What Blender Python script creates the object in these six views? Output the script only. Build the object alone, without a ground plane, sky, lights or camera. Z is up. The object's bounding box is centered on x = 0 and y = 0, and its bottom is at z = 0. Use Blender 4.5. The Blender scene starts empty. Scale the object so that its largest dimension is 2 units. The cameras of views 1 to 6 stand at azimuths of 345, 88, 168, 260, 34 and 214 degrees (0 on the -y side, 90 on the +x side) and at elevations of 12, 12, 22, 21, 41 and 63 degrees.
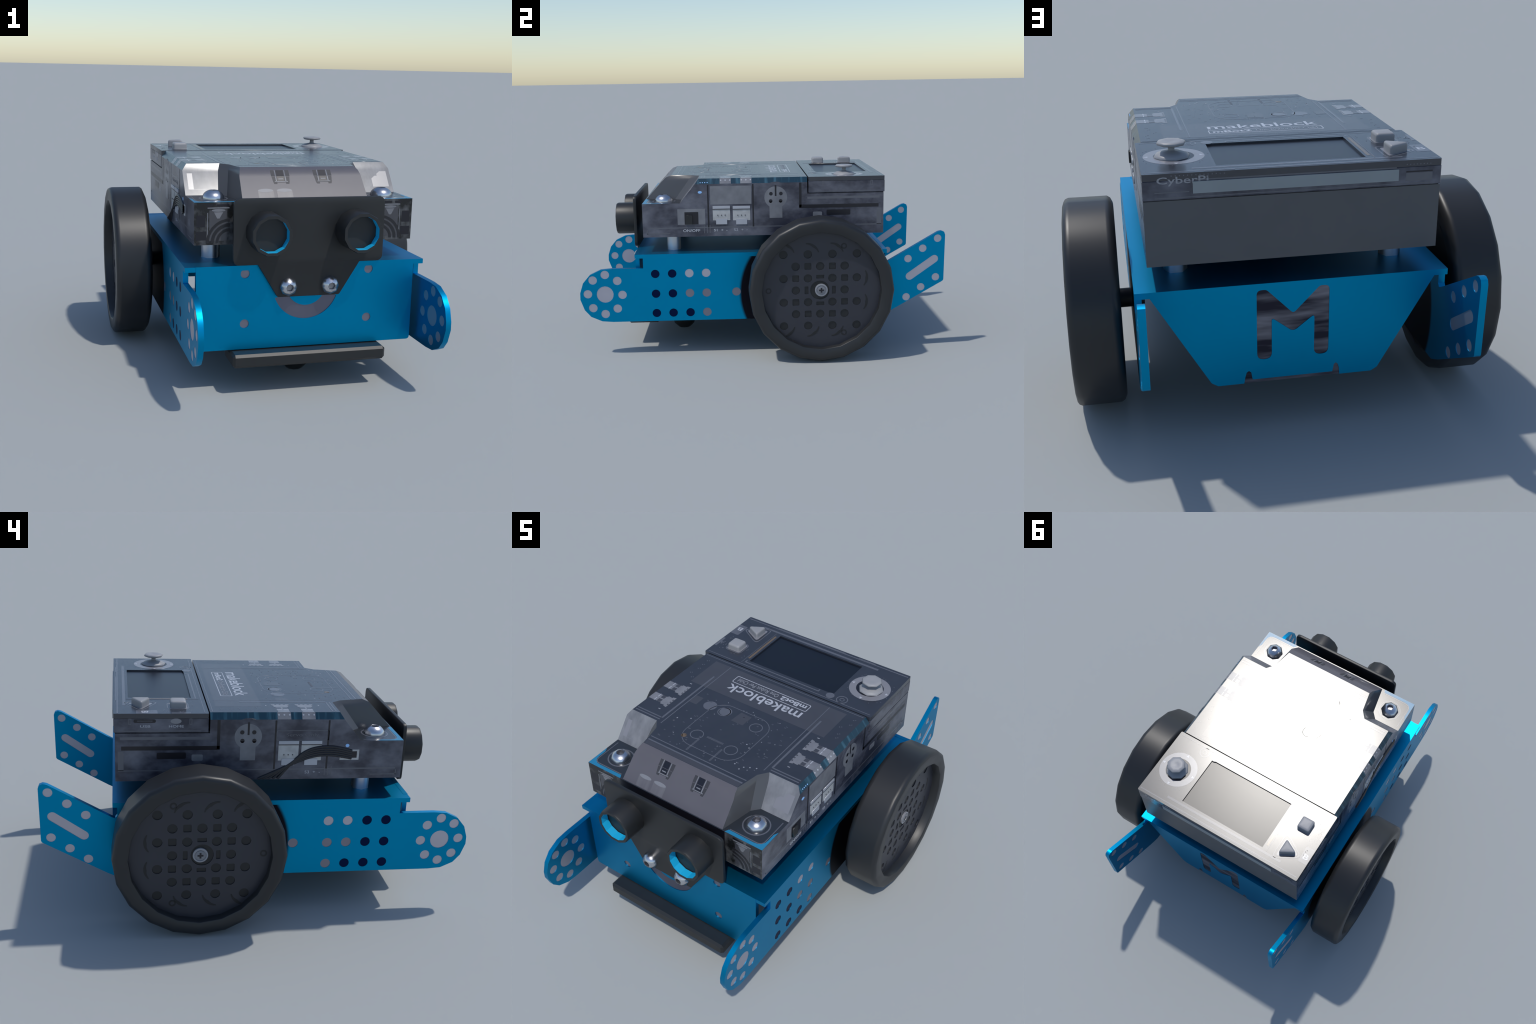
import bpy, bmesh, math, random
from mathutils import Vector, Matrix

rng = random.Random(7)
SC = bpy.context.scene.collection

# ------------------------------------------------------------------ materials
def material(name, color, metallic=0.0, rough=0.4, color2=None, scale=(6, 6, 6), lo=0.35, hi=0.65,
             specular=0.5, coat=0.0, detail=3.0, bump=0.0, rough2=None):
    m = bpy.data.materials.new(name)
    m.use_nodes = True
    nt = m.node_tree
    b = nt.nodes["Principled BSDF"]
    b.inputs["Metallic"].default_value = metallic
    b.inputs["Roughness"].default_value = rough
    b.inputs["Specular IOR Level"].default_value = specular
    b.inputs["Coat Weight"].default_value = coat
    b.inputs["Coat Roughness"].default_value = 0.08
    tc = nt.nodes.new("ShaderNodeTexCoord")
    mp = nt.nodes.new("ShaderNodeMapping")
    mp.inputs["Scale"].default_value = scale
    nz = nt.nodes.new("ShaderNodeTexNoise")
    nz.inputs["Scale"].default_value = 1.0
    nz.inputs["Detail"].default_value = detail
    rp = nt.nodes.new("ShaderNodeValToRGB")
    rp.color_ramp.elements[0].position = lo
    rp.color_ramp.elements[1].position = hi
    c2 = color2 if color2 else tuple(min(1, c * 1.08) for c in color)
    rp.color_ramp.elements[0].color = (*color, 1)
    rp.color_ramp.elements[1].color = (*c2, 1)
    nt.links.new(tc.outputs["Object"], mp.inputs["Vector"])
    nt.links.new(mp.outputs[0], nz.inputs["Vector"])
    nt.links.new(nz.outputs["Fac"], rp.inputs["Fac"])
    nt.links.new(rp.outputs[0], b.inputs["Base Color"])
    if bump:
        bp = nt.nodes.new("ShaderNodeBump")
        bp.inputs["Strength"].default_value = bump
        bp.inputs["Distance"].default_value = 0.002
        nt.links.new(nz.outputs["Fac"], bp.inputs["Height"])
        nt.links.new(bp.outputs[0], b.inputs["Normal"])
    m["ramp"] = rp.name
    return m

BLUE = (0.002, 0.27, 0.51)
M_BLUE = material("anodised_blue_metal", BLUE, 1.0, 0.45, scale=(3, 3, 3), lo=0.3, hi=0.8)
M_STEEL = material("polished_steel", (0.60, 0.61, 0.64), 1.0, 0.27)
M_STAND = material("brushed_standoff_steel", (0.55, 0.57, 0.6), 1.0, 0.35)
M_RUBBER = material("black_rubber", (0.018, 0.019, 0.021), 0.0, 0.42, bump=0.0)
M_BLACK = material("black_plastic", (0.016, 0.017, 0.018), 0.0, 0.45)
M_CYAN = material("cyan_plastic", (0.01, 0.42, 0.72), 0.0, 0.5)
M_HUB = material("wheel_disc_plastic", (0.028, 0.030, 0.041), 0.0, 0.4)
M_HUBHOLE = material("wheel_socket_dark", (0.010, 0.011, 0.013), 0.0, 0.5)
M_BUTTON = material("grey_button_plastic", (0.29, 0.29, 0.30), 0.0, 0.45)
M_HOLE_L = material("hole_floor_light_grey", (0.50, 0.49, 0.56), 1.0, 0.5)
M_HOLE_M = material("hole_floor_mid_grey", (0.26, 0.25, 0.30), 1.0, 0.5)
M_HOLE_D = material("hole_floor_dark_navy", (0.006, 0.014, 0.06), 1.0, 0.5)
M_SMILE = material("smile_floor_grey", (0.17, 0.17, 0.22), 1.0, 0.5)
M_MFLOOR = material("letter_floor_smoky", (0.015, 0.015, 0.03), 0.6, 0.4, (0.22, 0.22, 0.26), scale=(3, 3, 22), lo=0.42, hi=0.68)
M_TOP = material("smoky_lid_plastic", (0.031, 0.035, 0.046), 0.0, 0.24, (0.036, 0.040, 0.052), scale=(8, 8, 8), specular=0.75)
M_SIDE = material("smoky_side_plastic", (0.036, 0.038, 0.056), 0.0, 0.25, (0.155, 0.16, 0.195), scale=(11, 9, 13), lo=0.36, hi=0.74, detail=4.0)
M_CORNER = material("clear_corner_plastic", (0.012, 0.013, 0.014), 0.0, 0.2, (0.15, 0.155, 0.165), scale=(24, 24, 18), lo=0.42, hi=0.80, detail=5.0)
M_REAR = material("plain_grey_plastic", (0.088, 0.092, 0.10), 0.0, 0.4)
M_SLOPE = material("smoky_front_slope", (0.105, 0.10, 0.115), 0.0, 0.4)
M_SLOPE2 = material("pale_corner_slope", (0.16, 0.165, 0.18), 0.0, 0.2, (0.24, 0.245, 0.26), scale=(20, 12, 12))
M_LEDGE = material("ledge_glossy_dark", (0.024, 0.028, 0.034), 0.0, 0.24, specular=0.75)
M_LEDGEBLUE = material("ledge_blue_rim", (0.02, 0.20, 0.36), 0.0, 0.3)
M_PCB = material("board_edge_blue", (0.006, 0.035, 0.06), 0.0, 0.25, (0.05, 0.14, 0.20), scale=(4, 34, 4), lo=0.5, hi=0.75)
M_SCREEN = material("screen_glass", (0.006, 0.008, 0.014), 0.0, 0.3)
M_SEAM = material("seam_black", (0.003, 0.003, 0.004), 0.0, 0.6)
M_PRINT = material("white_print", (0.42, 0.43, 0.47), 0.0, 0.24, specular=0.75)
M_PRINT2 = material("faint_grey_print", (0.105, 0.11, 0.13), 0.0, 0.24, specular=0.75)
M_PRINT3 = material("soft_grey_print", (0.26, 0.265, 0.29), 0.0, 0.24, specular=0.75)
M_WALL = material("notch_wall_grey", (0.075, 0.077, 0.082), 0.0, 0.25)
M_SOCKETDARK = material("screw_socket_steel", (0.32, 0.32, 0.34), 1.0, 0.4)
M_CLIP = material("clip_dark_grey", (0.048, 0.048, 0.055), 0.0, 0.45, specular=0.3)  # dark grey of the lid clips
M_CAPS = material("faint_capacitor", (0.125, 0.12, 0.135), 0.0, 0.3, (0.15, 0.147, 0.16), scale=(40, 4, 4))
M_BAND = material("label_band_grey", (0.055, 0.056, 0.066), 0.0, 0.24, specular=0.75)
M_RING = material("ring_grey", (0.22, 0.22, 0.24), 0.0, 0.24, specular=0.75)
M_STRIP = material("light_strip_grey", (0.25, 0.28, 0.295), 0.0, 0.4)
M_SOCKET = material("white_socket_plastic", (0.40, 0.40, 0.40), 0.0, 0.4, (0.50, 0.50, 0.50), scale=(30, 30, 30))
M_GREYPART = material("smoky_grey_part", (0.165, 0.17, 0.19), 0.0, 0.24, (0.22, 0.225, 0.245), scale=(14, 14, 14))
M_DARKPART = material("dark_inner_part", (0.010, 0.010, 0.016), 0.0, 0.3)
M_GOLD = material("gold_contact", (0.15, 0.105, 0.065), 0.0, 0.24, specular=0.75)
M_LED = material("blue_led", (0.30, 0.55, 0.95), 0.0, 0.3)
M_CABLE = material("black_cable", (0.016, 0.016, 0.020), 0.0, 0.4)

# the side plates turn black around the wheel axle (baked wheel and motor shadow painted into the colour)
def wheel_shade(mat, cy, cz, radius):
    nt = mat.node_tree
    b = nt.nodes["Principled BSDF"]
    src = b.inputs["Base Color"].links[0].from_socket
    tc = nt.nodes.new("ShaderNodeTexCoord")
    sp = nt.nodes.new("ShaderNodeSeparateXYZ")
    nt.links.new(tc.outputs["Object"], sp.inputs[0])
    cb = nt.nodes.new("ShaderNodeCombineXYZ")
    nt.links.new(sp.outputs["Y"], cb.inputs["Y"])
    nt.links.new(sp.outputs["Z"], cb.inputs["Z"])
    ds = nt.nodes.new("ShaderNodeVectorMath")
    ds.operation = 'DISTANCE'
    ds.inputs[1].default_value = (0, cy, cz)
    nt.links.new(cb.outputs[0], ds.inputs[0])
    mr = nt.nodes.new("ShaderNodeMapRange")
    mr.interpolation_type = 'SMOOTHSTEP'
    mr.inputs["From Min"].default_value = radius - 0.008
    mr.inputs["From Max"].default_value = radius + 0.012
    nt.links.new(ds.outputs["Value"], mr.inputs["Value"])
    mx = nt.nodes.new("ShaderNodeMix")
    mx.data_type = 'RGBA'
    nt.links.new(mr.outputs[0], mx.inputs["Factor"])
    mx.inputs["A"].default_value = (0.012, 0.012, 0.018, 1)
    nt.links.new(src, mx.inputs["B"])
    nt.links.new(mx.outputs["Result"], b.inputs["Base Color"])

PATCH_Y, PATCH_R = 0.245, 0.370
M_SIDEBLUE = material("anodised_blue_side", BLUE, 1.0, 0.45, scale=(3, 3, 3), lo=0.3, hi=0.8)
wheel_shade(M_SIDEBLUE, PATCH_Y, 0.34, PATCH_R)

# ------------------------------------------------------------------ helpers
ROOT = bpy.data.objects.new("robot_car", None)
SC.objects.link(ROOT)
ROOT["label"] = "small blue metal two wheeled educational robot with smoky electronics box"
ROOT["category"] = "toy robot"

def finish(name, me, mat, parent, smooth=None):
    if mat is not None and not me.materials:
        me.materials.append(mat)
    if smooth is not None:
        for p in me.polygons:
            p.use_smooth = True
        me.set_sharp_from_angle(angle=math.radians(smooth))
    o = bpy.data.objects.new(name, me)
    SC.objects.link(o)
    o.parent = parent
    return o

class Frame:
    """a plane to draw on: origin o, reading direction u, up v, outward normal n"""
    def __init__(s, o, u, v):
        s.o, s.u, s.v = Vector(o), Vector(u).normalized(), Vector(v).normalized()
        s.n = s.u.cross(s.v)
    def at(s, x, y, z=0.0):
        return s.o + s.u * x + s.v * y + s.n * z
    def mat(s):
        m = Matrix.Identity(4)
        for i in range(3):
            m[i][0], m[i][1], m[i][2], m[i][3] = s.u[i], s.v[i], s.n[i], s.o[i]
        return m

ZT = 0.965
TOP = Frame((0, 0, ZT), (1, 0, 0), (0, 1, 0))            # u=x v=y
TOPR = Frame((0, 0, ZT), (-1, 0, 0), (0, -1, 0))         # text readable from the rear
RIGHT = Frame((0.498, 0, 0), (0, 1, 0), (0, 0, 1))       # u=y v=z
LEFT = Frame((-0.498, 0, 0), (0, -1, 0), (0, 0, 1))      # u=-y v=z
REAR = Frame((0, 0.667, 0), (-1, 0, 0), (0, 0, 1))       # u=-x v=z
FRONT = Frame((0, 0, 0), (1, 0, 0), (0, 0, 1))           # n = -y
SLOPE = Frame((0, -0.643, 0.8351), (1, 0, 0), (0, 0.087, 0.0949))

def circle(cx, cy, r, n=24, ph=0.0, ry=None):
    ry = r if ry is None else ry
    return [(cx + r * math.cos(ph + 2 * math.pi * i / n), cy + ry * math.sin(ph + 2 * math.pi * i / n)) for i in range(n)]

def rect(x0, y0, x1, y1):
    return [(x0, y0), (x1, y0), (x1, y1), (x0, y1)]

def rrect(x0, y0, x1, y1, r, n=5):
    pts = []
    for cx, cy, a0 in ((x1 - r, y1 - r, 0), (x0 + r, y1 - r, 90), (x0 + r, y0 + r, 180), (x1 - r, y0 + r, 270)):
        for i in range(n + 1):
            a = math.radians(a0 + 90 * i / n)
            pts.append((cx + r * math.cos(a), cy + r * math.sin(a)))
    return pts

def capsule(ax, ay, bx, by, r, n=8):
    a = math.atan2(by - ay, bx - ax)
    pts = []
    for i in range(n + 1):
        t = a - math.pi / 2 + math.pi * i / n
        pts.append((bx + r * math.cos(t), by + r * math.sin(t)))
    for i in range(n + 1):
        t = a + math.pi / 2 + math.pi * i / n
        pts.append((ax + r * math.cos(t), ay + r * math.sin(t)))
    return pts

def round_poly(pts, r, n=4):
    out = []
    k = len(pts)
    for i, p in enumerate(pts):
        rr = r[i] if isinstance(r, (list, tuple)) else r
        if rr == 0:
            out.append(p)
            continue
        p = Vector(p)
        a = (Vector(pts[i - 1]) - p).normalized()
        b = (Vector(pts[(i + 1) % k]) - p).normalized()
        half = a.angle(b) / 2
        t = rr / math.tan(half)
        s, e = p + a * t, p + b * t
        for j in range(n + 1):
            f = j / n
            q = s * (1 - f) ** 2 + p * 2 * f * (1 - f) + e * f * f
            out.append((q.x, q.y))
    return out

def fill_mesh(name, loops, frame, d0, d1, bevel=0.0, bres=2):
    """extruded flat shape: loops (outer edges and holes) drawn on a frame, from depth d0 to d1 along its normal"""
    cu = bpy.data.curves.new(name, 'CURVE')
    cu.dimensions = '2D'
    cu.fill_mode = 'BOTH'
    for lp in loops:
        s = cu.splines.new('POLY')
        s.points.add(len(lp) - 1)
        for p, q in zip(s.points, lp):
            p.co = (q[0], q[1], 0, 1)
        s.use_cyclic_u = True
    cu.extrude = abs(d1 - d0) / 2 - bevel
    if bevel:
        cu.bevel_depth = bevel
        cu.bevel_resolution = bres
        cu.offset = -bevel
    ob = bpy.data.objects.new(name, cu)
    SC.objects.link(ob)
    dg = bpy.context.evaluated_depsgraph_get()
    me = bpy.data.meshes.new_from_object(ob.evaluated_get(dg))
    bpy.data.objects.remove(ob)
    bpy.data.curves.remove(cu)
    me.transform(frame.mat() @ Matrix.Translation((0, 0, (d0 + d1) / 2)))
    me.name = name
    me.materials.clear()
    bm = bmesh.new()
    bm.from_mesh(me)
    bmesh.ops.remove_doubles(bm, verts=bm.verts, dist=1e-6)
    bmesh.ops.recalc_face_normals(bm, faces=bm.faces)
    bm.to_mesh(me)
    bm.free()
    return me

def plate(name, loops, frame, d0, d1, mat, parent, bevel=0.0, smooth=35, bres=2):
    return finish(name, fill_mesh(name, loops, frame, d0, d1, bevel, bres), mat, parent, smooth)

def decal(name, loops, frame, mat, parent, t=0.0004, sink=0.003):
    return finish(name, fill_mesh(name, loops, frame, -sink, t), mat, parent)

def stuff(name, shapes, frame, mat, parent, t=0.0004, sink=0.003):
    """many small printed or soldered pieces joined in one part"""
    bm = bmesh.new()
    for lp in shapes:
        loops = lp if isinstance(lp[0], list) else [lp]
        me = fill_mesh("piece", loops, frame, -sink, t)
        bm.from_mesh(me)
        bpy.data.meshes.remove(me)
    me = bpy.data.meshes.new(name)
    bm.to_mesh(me)
    bm.free()
    o = finish(name, me, mat, parent)
    o["kind"] = "stuff"
    return o

def text(name, body, frame, x0, y0, w, h, mat, parent, t=0.0006, bold=0.0):
    """lettering fitted into the box x0..x0+w, y0..y0+h of a frame"""
    cu = bpy.data.curves.new(name, 'FONT')
    cu.body = body
    cu.extrude = 0.5
    cu.offset = bold
    cu.resolution_u = 3
    ob = bpy.data.objects.new(name, cu)
    SC.objects.link(ob)
    dg = bpy.context.evaluated_depsgraph_get()
    me = bpy.data.meshes.new_from_object(ob.evaluated_get(dg))
    bpy.data.objects.remove(ob)
    bpy.data.curves.remove(cu)
    xs = [v.co.x for v in me.vertices]
    ys = [v.co.y for v in me.vertices]
    sx, sy = w / (max(xs) - min(xs)), h / (max(ys) - min(ys))
    ax, ay = min(xs), min(ys)
    for v in me.vertices:
        d = t if v.co.z > 0 else -0.003
        v.co = frame.at(x0 + (v.co.x - ax) * sx, y0 + (v.co.y - ay) * sy, d)
    me.materials.clear()
    return finish(name, me, mat, parent)

def lathe(name, profile, origin, axis, segs, mat, parent, smooth=40, phase=0.0, close=False):
    """turn (radius, height) points round an axis"""
    bm = bmesh.new()
    rot = Vector((0, 0, 1)).rotation_difference(Vector(axis)).to_matrix()
    rings = []
    for r, h in profile:
        if r < 1e-6:
            rings.append([bm.verts.new(Vector(origin) + rot @ Vector((0, 0, h)))])
        else:
            rings.append([bm.verts.new(Vector(origin) + rot @ Vector((r * math.cos(phase + 2 * math.pi * i / segs),
                          r * math.sin(phase + 2 * math.pi * i / segs), h))) for i in range(segs)])
    pairs = list(zip(rings, rings[1:]))
    if close:
        pairs.append((rings[-1], rings[0]))
    for a, b in pairs:
        for i in range(segs):
            j = (i + 1) % segs
            if len(a) == 1 and len(b) == 1:
                continue
            if len(a) == 1:
                bm.faces.new((a[0], b[i], b[j]))
            elif len(b) == 1:
                bm.faces.new((a[i], a[j], b[0]))
            else:
                bm.faces.new((a[i], a[j], b[j], b[i]))
    bmesh.ops.recalc_face_normals(bm, faces=bm.faces)
    me = bpy.data.meshes.new(name)
    bm.to_mesh(me)
    bm.free()
    return finish(name, me, mat, parent, smooth)

def box(name, lo, hi, mat, parent, bevel=0.0, segs=1):
    bm = bmesh.new()
    bmesh.ops.create_cube(bm, size=1)
    for v in bm.verts:
        v.co = [lo[i] + (v.co[i] + 0.5) * (hi[i] - lo[i]) for i in range(3)]
    if bevel:
        bmesh.ops.bevel(bm, geom=bm.edges, offset=bevel, segments=segs, profile=0.5, affect='EDGES')
    me = bpy.data.meshes.new(name)
    bm.to_mesh(me)
    bm.free()
    return finish(name, me, mat, parent, 35 if bevel and segs > 1 else None)

def soft_prism(name, loop, z0, z1, bevel, mat, parent):
    """upright key cap: straight sides, rounded and slightly domed top"""
    cx = sum(p[0] for p in loop) / len(loop)
    cy = sum(p[1] for p in loop) / len(loop)
    rad = max(math.hypot(p[0] - cx, p[1] - cy) for p in loop)
    bm = bmesh.new()
    rings = []
    levels = [(0.0, z0), (0.0, z1 - bevel)] + [(bevel * (1 - math.cos(a)), z1 - bevel + bevel * math.sin(a)) for a in (0.4, 0.8, 1.2)] + [(bevel * 1.6, z1 + 0.0004)]
    for inset, z in levels:
        k = 1 - inset / rad
        rings.append([bm.verts.new((cx + (p[0] - cx) * k, cy + (p[1] - cy) * k, z)) for p in loop])
    n = len(loop)
    for a, b in zip(rings, rings[1:]):
        for i in range(n):
            j = (i + 1) % n
            bm.faces.new((a[i], a[j], b[j], b[i]))
    c = bm.verts.new((cx, cy, z1 + 0.001))
    for i in range(n):
        bm.faces.new((rings[-1][i], rings[-1][(i + 1) % n], c))
    bmesh.ops.recalc_face_normals(bm, faces=bm.faces)
    me = bpy.data.meshes.new(name)
    bm.to_mesh(me)
    bm.free()
    return finish(name, me, mat, parent, 75)

def socket_screw(name, origin, axis, radius, height, segs, parent, phase=0.0):
    """button-head screw with a hexagonal socket"""
    a1 = math.acos(0.42)
    prof = [(radius, -0.004)]
    for i in range(7):
        a = a1 * i / 6
        prof.append((radius * math.cos(a), height * (0.05 + 0.95 * math.sin(a) / math.sin(a1))))
    head = lathe(name, prof, origin, axis, segs, M_STEEL, parent, smooth=180, phase=phase)
    lathe("hex_socket", [(radius * 0.42, height), (radius * 0.37, height - 0.001), (radius * 0.33, height * 0.55), (0, height * 0.5)],
          origin, axis, 6, M_SOCKETDARK, head, smooth=30, phase=phase)
    return head

# ------------------------------------------------------------------ blue chassis
top_plate = box("deck_plate", (-0.5455, -0.695, 0.5445), (0.5455, 0.6795, 0.5660), M_BLUE, ROOT)

front = Frame((0, -0.6965, 0), (1, 0, 0), (0, 0, 1))
fp_holes = [circle(sx * 0.283, z, 0.020, 20) for sx in (-1, 1) for z in (0.530, 0.307)]
def smile_loop():
    cx, cz = -0.006, 0.467
    pts = []
    for i in range(25):
        a = math.radians(200 + 140 * i / 24)
        pts.append((cx + 0.150 * math.cos(a), cz + 0.150 * math.sin(a)))
    for i in range(25):
        a = math.radians(340 - 140 * i / 24)
        pts.append((cx + 0.0885 * math.cos(a), cz + 0.0885 * math.sin(a)))
    return pts
fp_out = round_poly([(-0.498, 0.192), (0.498, 0.192), (0.498, 0.5668), (-0.498, 0.5668)], [0.016, 0.016, 0, 0])
front_plate = plate("face_plate", [fp_out] + fp_holes + [smile_loop()], front, -0.022, 0.0, M_BLUE, ROOT)
for i, lp in enumerate(fp_holes):
    cx = sum(p[0] for p in lp) / len(lp); cz = sum(p[1] for p in lp) / len(lp)
    plate("hole_floor", [circle(cx, cz, 0.0215, 20)], front, -0.018, -0.004, M_HOLE_M, front_plate)  # grey disc set into the hole as its floor
plate("smile_floor", [[(p[0], p[1]) for p in smile_loop()]], front, -0.018, -0.003, M_SMILE, front_plate)  # grey plate fills the cut smile

# rear plate with the letter cut into it
rear = Frame((0, 0.681, 0), (-1, 0, 0), (0, 0, 1))
m_left, m_right = -0.112, 0.091          # u of the leg centre lines
mo = round_poly([(m_left - 0.026, 0.279), (m_left + 0.026, 0.279), (m_left + 0.026, 0.436), (-0.010, 0.377), (m_right - 0.026, 0.436),
                 (m_right - 0.026, 0.279), (m_right + 0.026, 0.279), (m_right + 0.026, 0.543), (m_right - 0.008, 0.543), (-0.010, 0.447),
                 (m_left + 0.008, 0.543), (m_left - 0.026, 0.543)],
                [0.024, 0.024, 0.007, 0.022, 0.007, 0.024, 0.024, 0.018, 0.020, 0.012, 0.020, 0.018], 5)
slot = [(-0.185, 0.19), (-0.181, 0.215), (-0.176, 0.232), (-0.168, 0.238), (-0.160, 0.232), (-0.155, 0.203),
        (0.134, 0.203), (0.139, 0.232), (0.146, 0.238), (0.153, 0.232), (0.158, 0.215), (0.160, 0.19)]
rp_out = [(-0.545, 0.5668), (-0.545, 0.545), (-0.496, 0.545), (-0.300, 0.204), (-0.277, 0.19)] + slot + [(0.277, 0.19), (0.300, 0.204), (0.496, 0.545), (0.545, 0.545), (0.545, 0.5668)]
rear_plate = plate("letter_plate", [rp_out, mo], rear, -0.022, 0.0, M_BLUE, ROOT)
plate("letter_floor", [[(p[0] * 1.0, p[1]) for p in mo]], rear, -0.019, -0.002, M_MFLOOR, rear_plate)  # dark plate fills the cut letter
plate("slot_floor", [[(p[0], p[1]) for p in slot]], rear, -0.017, -0.003, M_MFLOOR, rear_plate)  # dark plate fills the notch below the letter

# side plates: round paw in front, swept tail behind
side_outline = [(-0.651, 0.5445), (-0.651, 0.489), (-0.821, 0.490), (-0.883, 0.485), (-0.943, 0.457), (-0.981, 0.413), (-0.999, 0.358),
                (-1.0, 0.321), (-0.979, 0.262), (-0.946, 0.224), (-0.886, 0.197), (-0.824, 0.192), (0.645, 0.192), (0.706, 0.221),
                (0.991, 0.382), (0.996, 0.390), (1.0, 0.640), (0.994, 0.656), (0.979, 0.662), (0.961, 0.658), (0.685, 0.499), (0.670, 0.493),
                (0.660, 0.505), (0.660, 0.5445)]
paw = [(-0.864 + 0.094 * math.cos(math.radians(a)), 0.348 + 0.110 * math.sin(math.radians(a))) for a in range(-2, 358, 45)]
grid = [(y, z) for z in (0.457, 0.346, 0.237) for y in (-0.587, -0.495, -0.402, -0.310)]
tail_top = [(0.798, 0.511), (0.878, 0.567), (0.959, 0.621)]
tail_bot = [(0.791, 0.295), (0.871, 0.350), (0.952, 0.405)]
R_HOLE = 0.0235
hole_specs = [(p, R_HOLE, M_HOLE_L) for p in paw] + [((-0.864, 0.348), 0.046, M_HOLE_L)]
tones = [M_HOLE_D, M_HOLE_D, M_HOLE_L, M_HOLE_L, M_HOLE_D, M_HOLE_D, M_HOLE_M, M_HOLE_M, M_HOLE_D, M_HOLE_D, M_HOLE_D, M_HOLE_M]
hole_specs += [(p, R_HOLE, t) for p, t in zip(grid, tones)]
hole_specs += [(p, 0.021, M_HOLE_L) for p in tail_top + tail_bot]
hole_specs += [((-0.147, 0.348), 0.0235, M_HOLE_M)]
tail_slot = capsule(0.808, 0.412, 0.943, 0.507, 0.0215)

for sx in (1, -1):
    fr = Frame((sx * 0.5455, 0, 0), (0, sx, 0), (0, 0, 1))
    def mir(lp):
        return [(sx * p[0], p[1]) for p in lp]
    holes = [mir(circle(c[0], c[1], r, 20)) for c, r, _ in hole_specs]
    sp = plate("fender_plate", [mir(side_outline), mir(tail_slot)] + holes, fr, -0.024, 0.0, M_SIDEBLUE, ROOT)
    for c, r, mt in hole_specs:
        plate("hole_floor", [mir(circle(c[0], c[1], r + 0.0012, 20))], fr, -0.0225, -0.0015, mt, sp, smooth=None)  # disc fills the hole, toned like what shows through it
    plate("tail_slot", [mir(capsule(0.808, 0.412, 0.943, 0.507, 0.0225))], fr, -0.0225, -0.0015, M_HOLE_L, sp, smooth=None)  # light grey plate fills the cut tail slot

# standoffs between chassis and electronics box
for sx in (1, -1):
    for y in (-0.489, 0.488):
        lathe("standoff", [(0, 0.56), (0.042, 0.56), (0.042, 0.655), (0, 0.655)], (sx * 0.392, y, 0), (0, 0, 1), 6, M_STAND, ROOT, smooth=70, phase=0.0)

# ------------------------------------------------------------------ front sensor bar and caster
bar = box("line_sensor_bar", (-0.347, -0.768, 0.128), (0.353, -0.592, 0.1875), M_BLACK, ROOT, 0.011, 1)
caster = lathe("caster_housing", [(0, 0.19), (0.075, 0.19), (0.075, 0.10), (0.062, 0.085), (0, 0.085)], (0.02, -0.472, 0), (0, 0, 1), 12, M_BLACK, ROOT)  # unseen housing, added to hold the ball
lathe("caster_ball", [(0.0, 0.0)] + [(0.072 * math.sin(math.radians(a)), 0.072 - 0.072 * math.cos(math.radians(a))) for a in range(30, 180, 30)] + [(0, 0.144)],
      (0.02, -0.472, 0), (0, 0, 1), 10, M_BLACK, caster, smooth=60)
box("caster_bracket", (-0.08, -0.672, 0.186), (0.12, -0.40, 0.196), M_BLACK, caster)  # guessed bracket, added to tie the caster to the chassis

# ------------------------------------------------------------------ eye (distance) sensor
eye_frame = Frame((0, -0.7155, 0), (1, 0, 0), (0, 0, 1))
us_pts = [(-0.341, 0.858), (-0.341, 0.571), (-0.231, 0.571), (-0.141, 0.424), (0.141, 0.424), (0.231, 0.571), (0.338, 0.571), (0.338, 0.858)]
us_out = round_poly(us_pts, [0.032, 0.03, 0, 0.014, 0.014, 0, 0.03, 0.032], 5)
distance_sensor = plate("distance_sensor", [us_out], eye_frame, -0.018, 0.0, M_BLACK, ROOT, bevel=0.003, bres=1)
for sx in (-1, 1):
    o = (sx * 0.2, 0, 0.716)
    ph = math.radians(15)
    eye = lathe("eye_tube", [(0.090, -(-0.708)), (0.090, 0.815), (0.087, 0.824), (0.0742, 0.824), (0.0742, 0.8225), (0.0770, 0.8225), (0.0770, 0.780), (0.0, 0.776)], o, (0, -1, 0), 12, M_BLACK, distance_sensor, smooth=40, phase=ph)
    lathe("eye_ring", [(0.0768, 0.8224), (0.0745, 0.8224), (0.0745, 0.783), (0.0768, 0.783)], o, (0, -1, 0), 12, M_CYAN, eye, smooth=20, phase=ph, close=True)
    socket_screw("nose_screw", (sx * 0.095, -0.7155, 0.471), (0, -1, 0), 0.042, 0.034, 8, distance_sensor)

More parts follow.
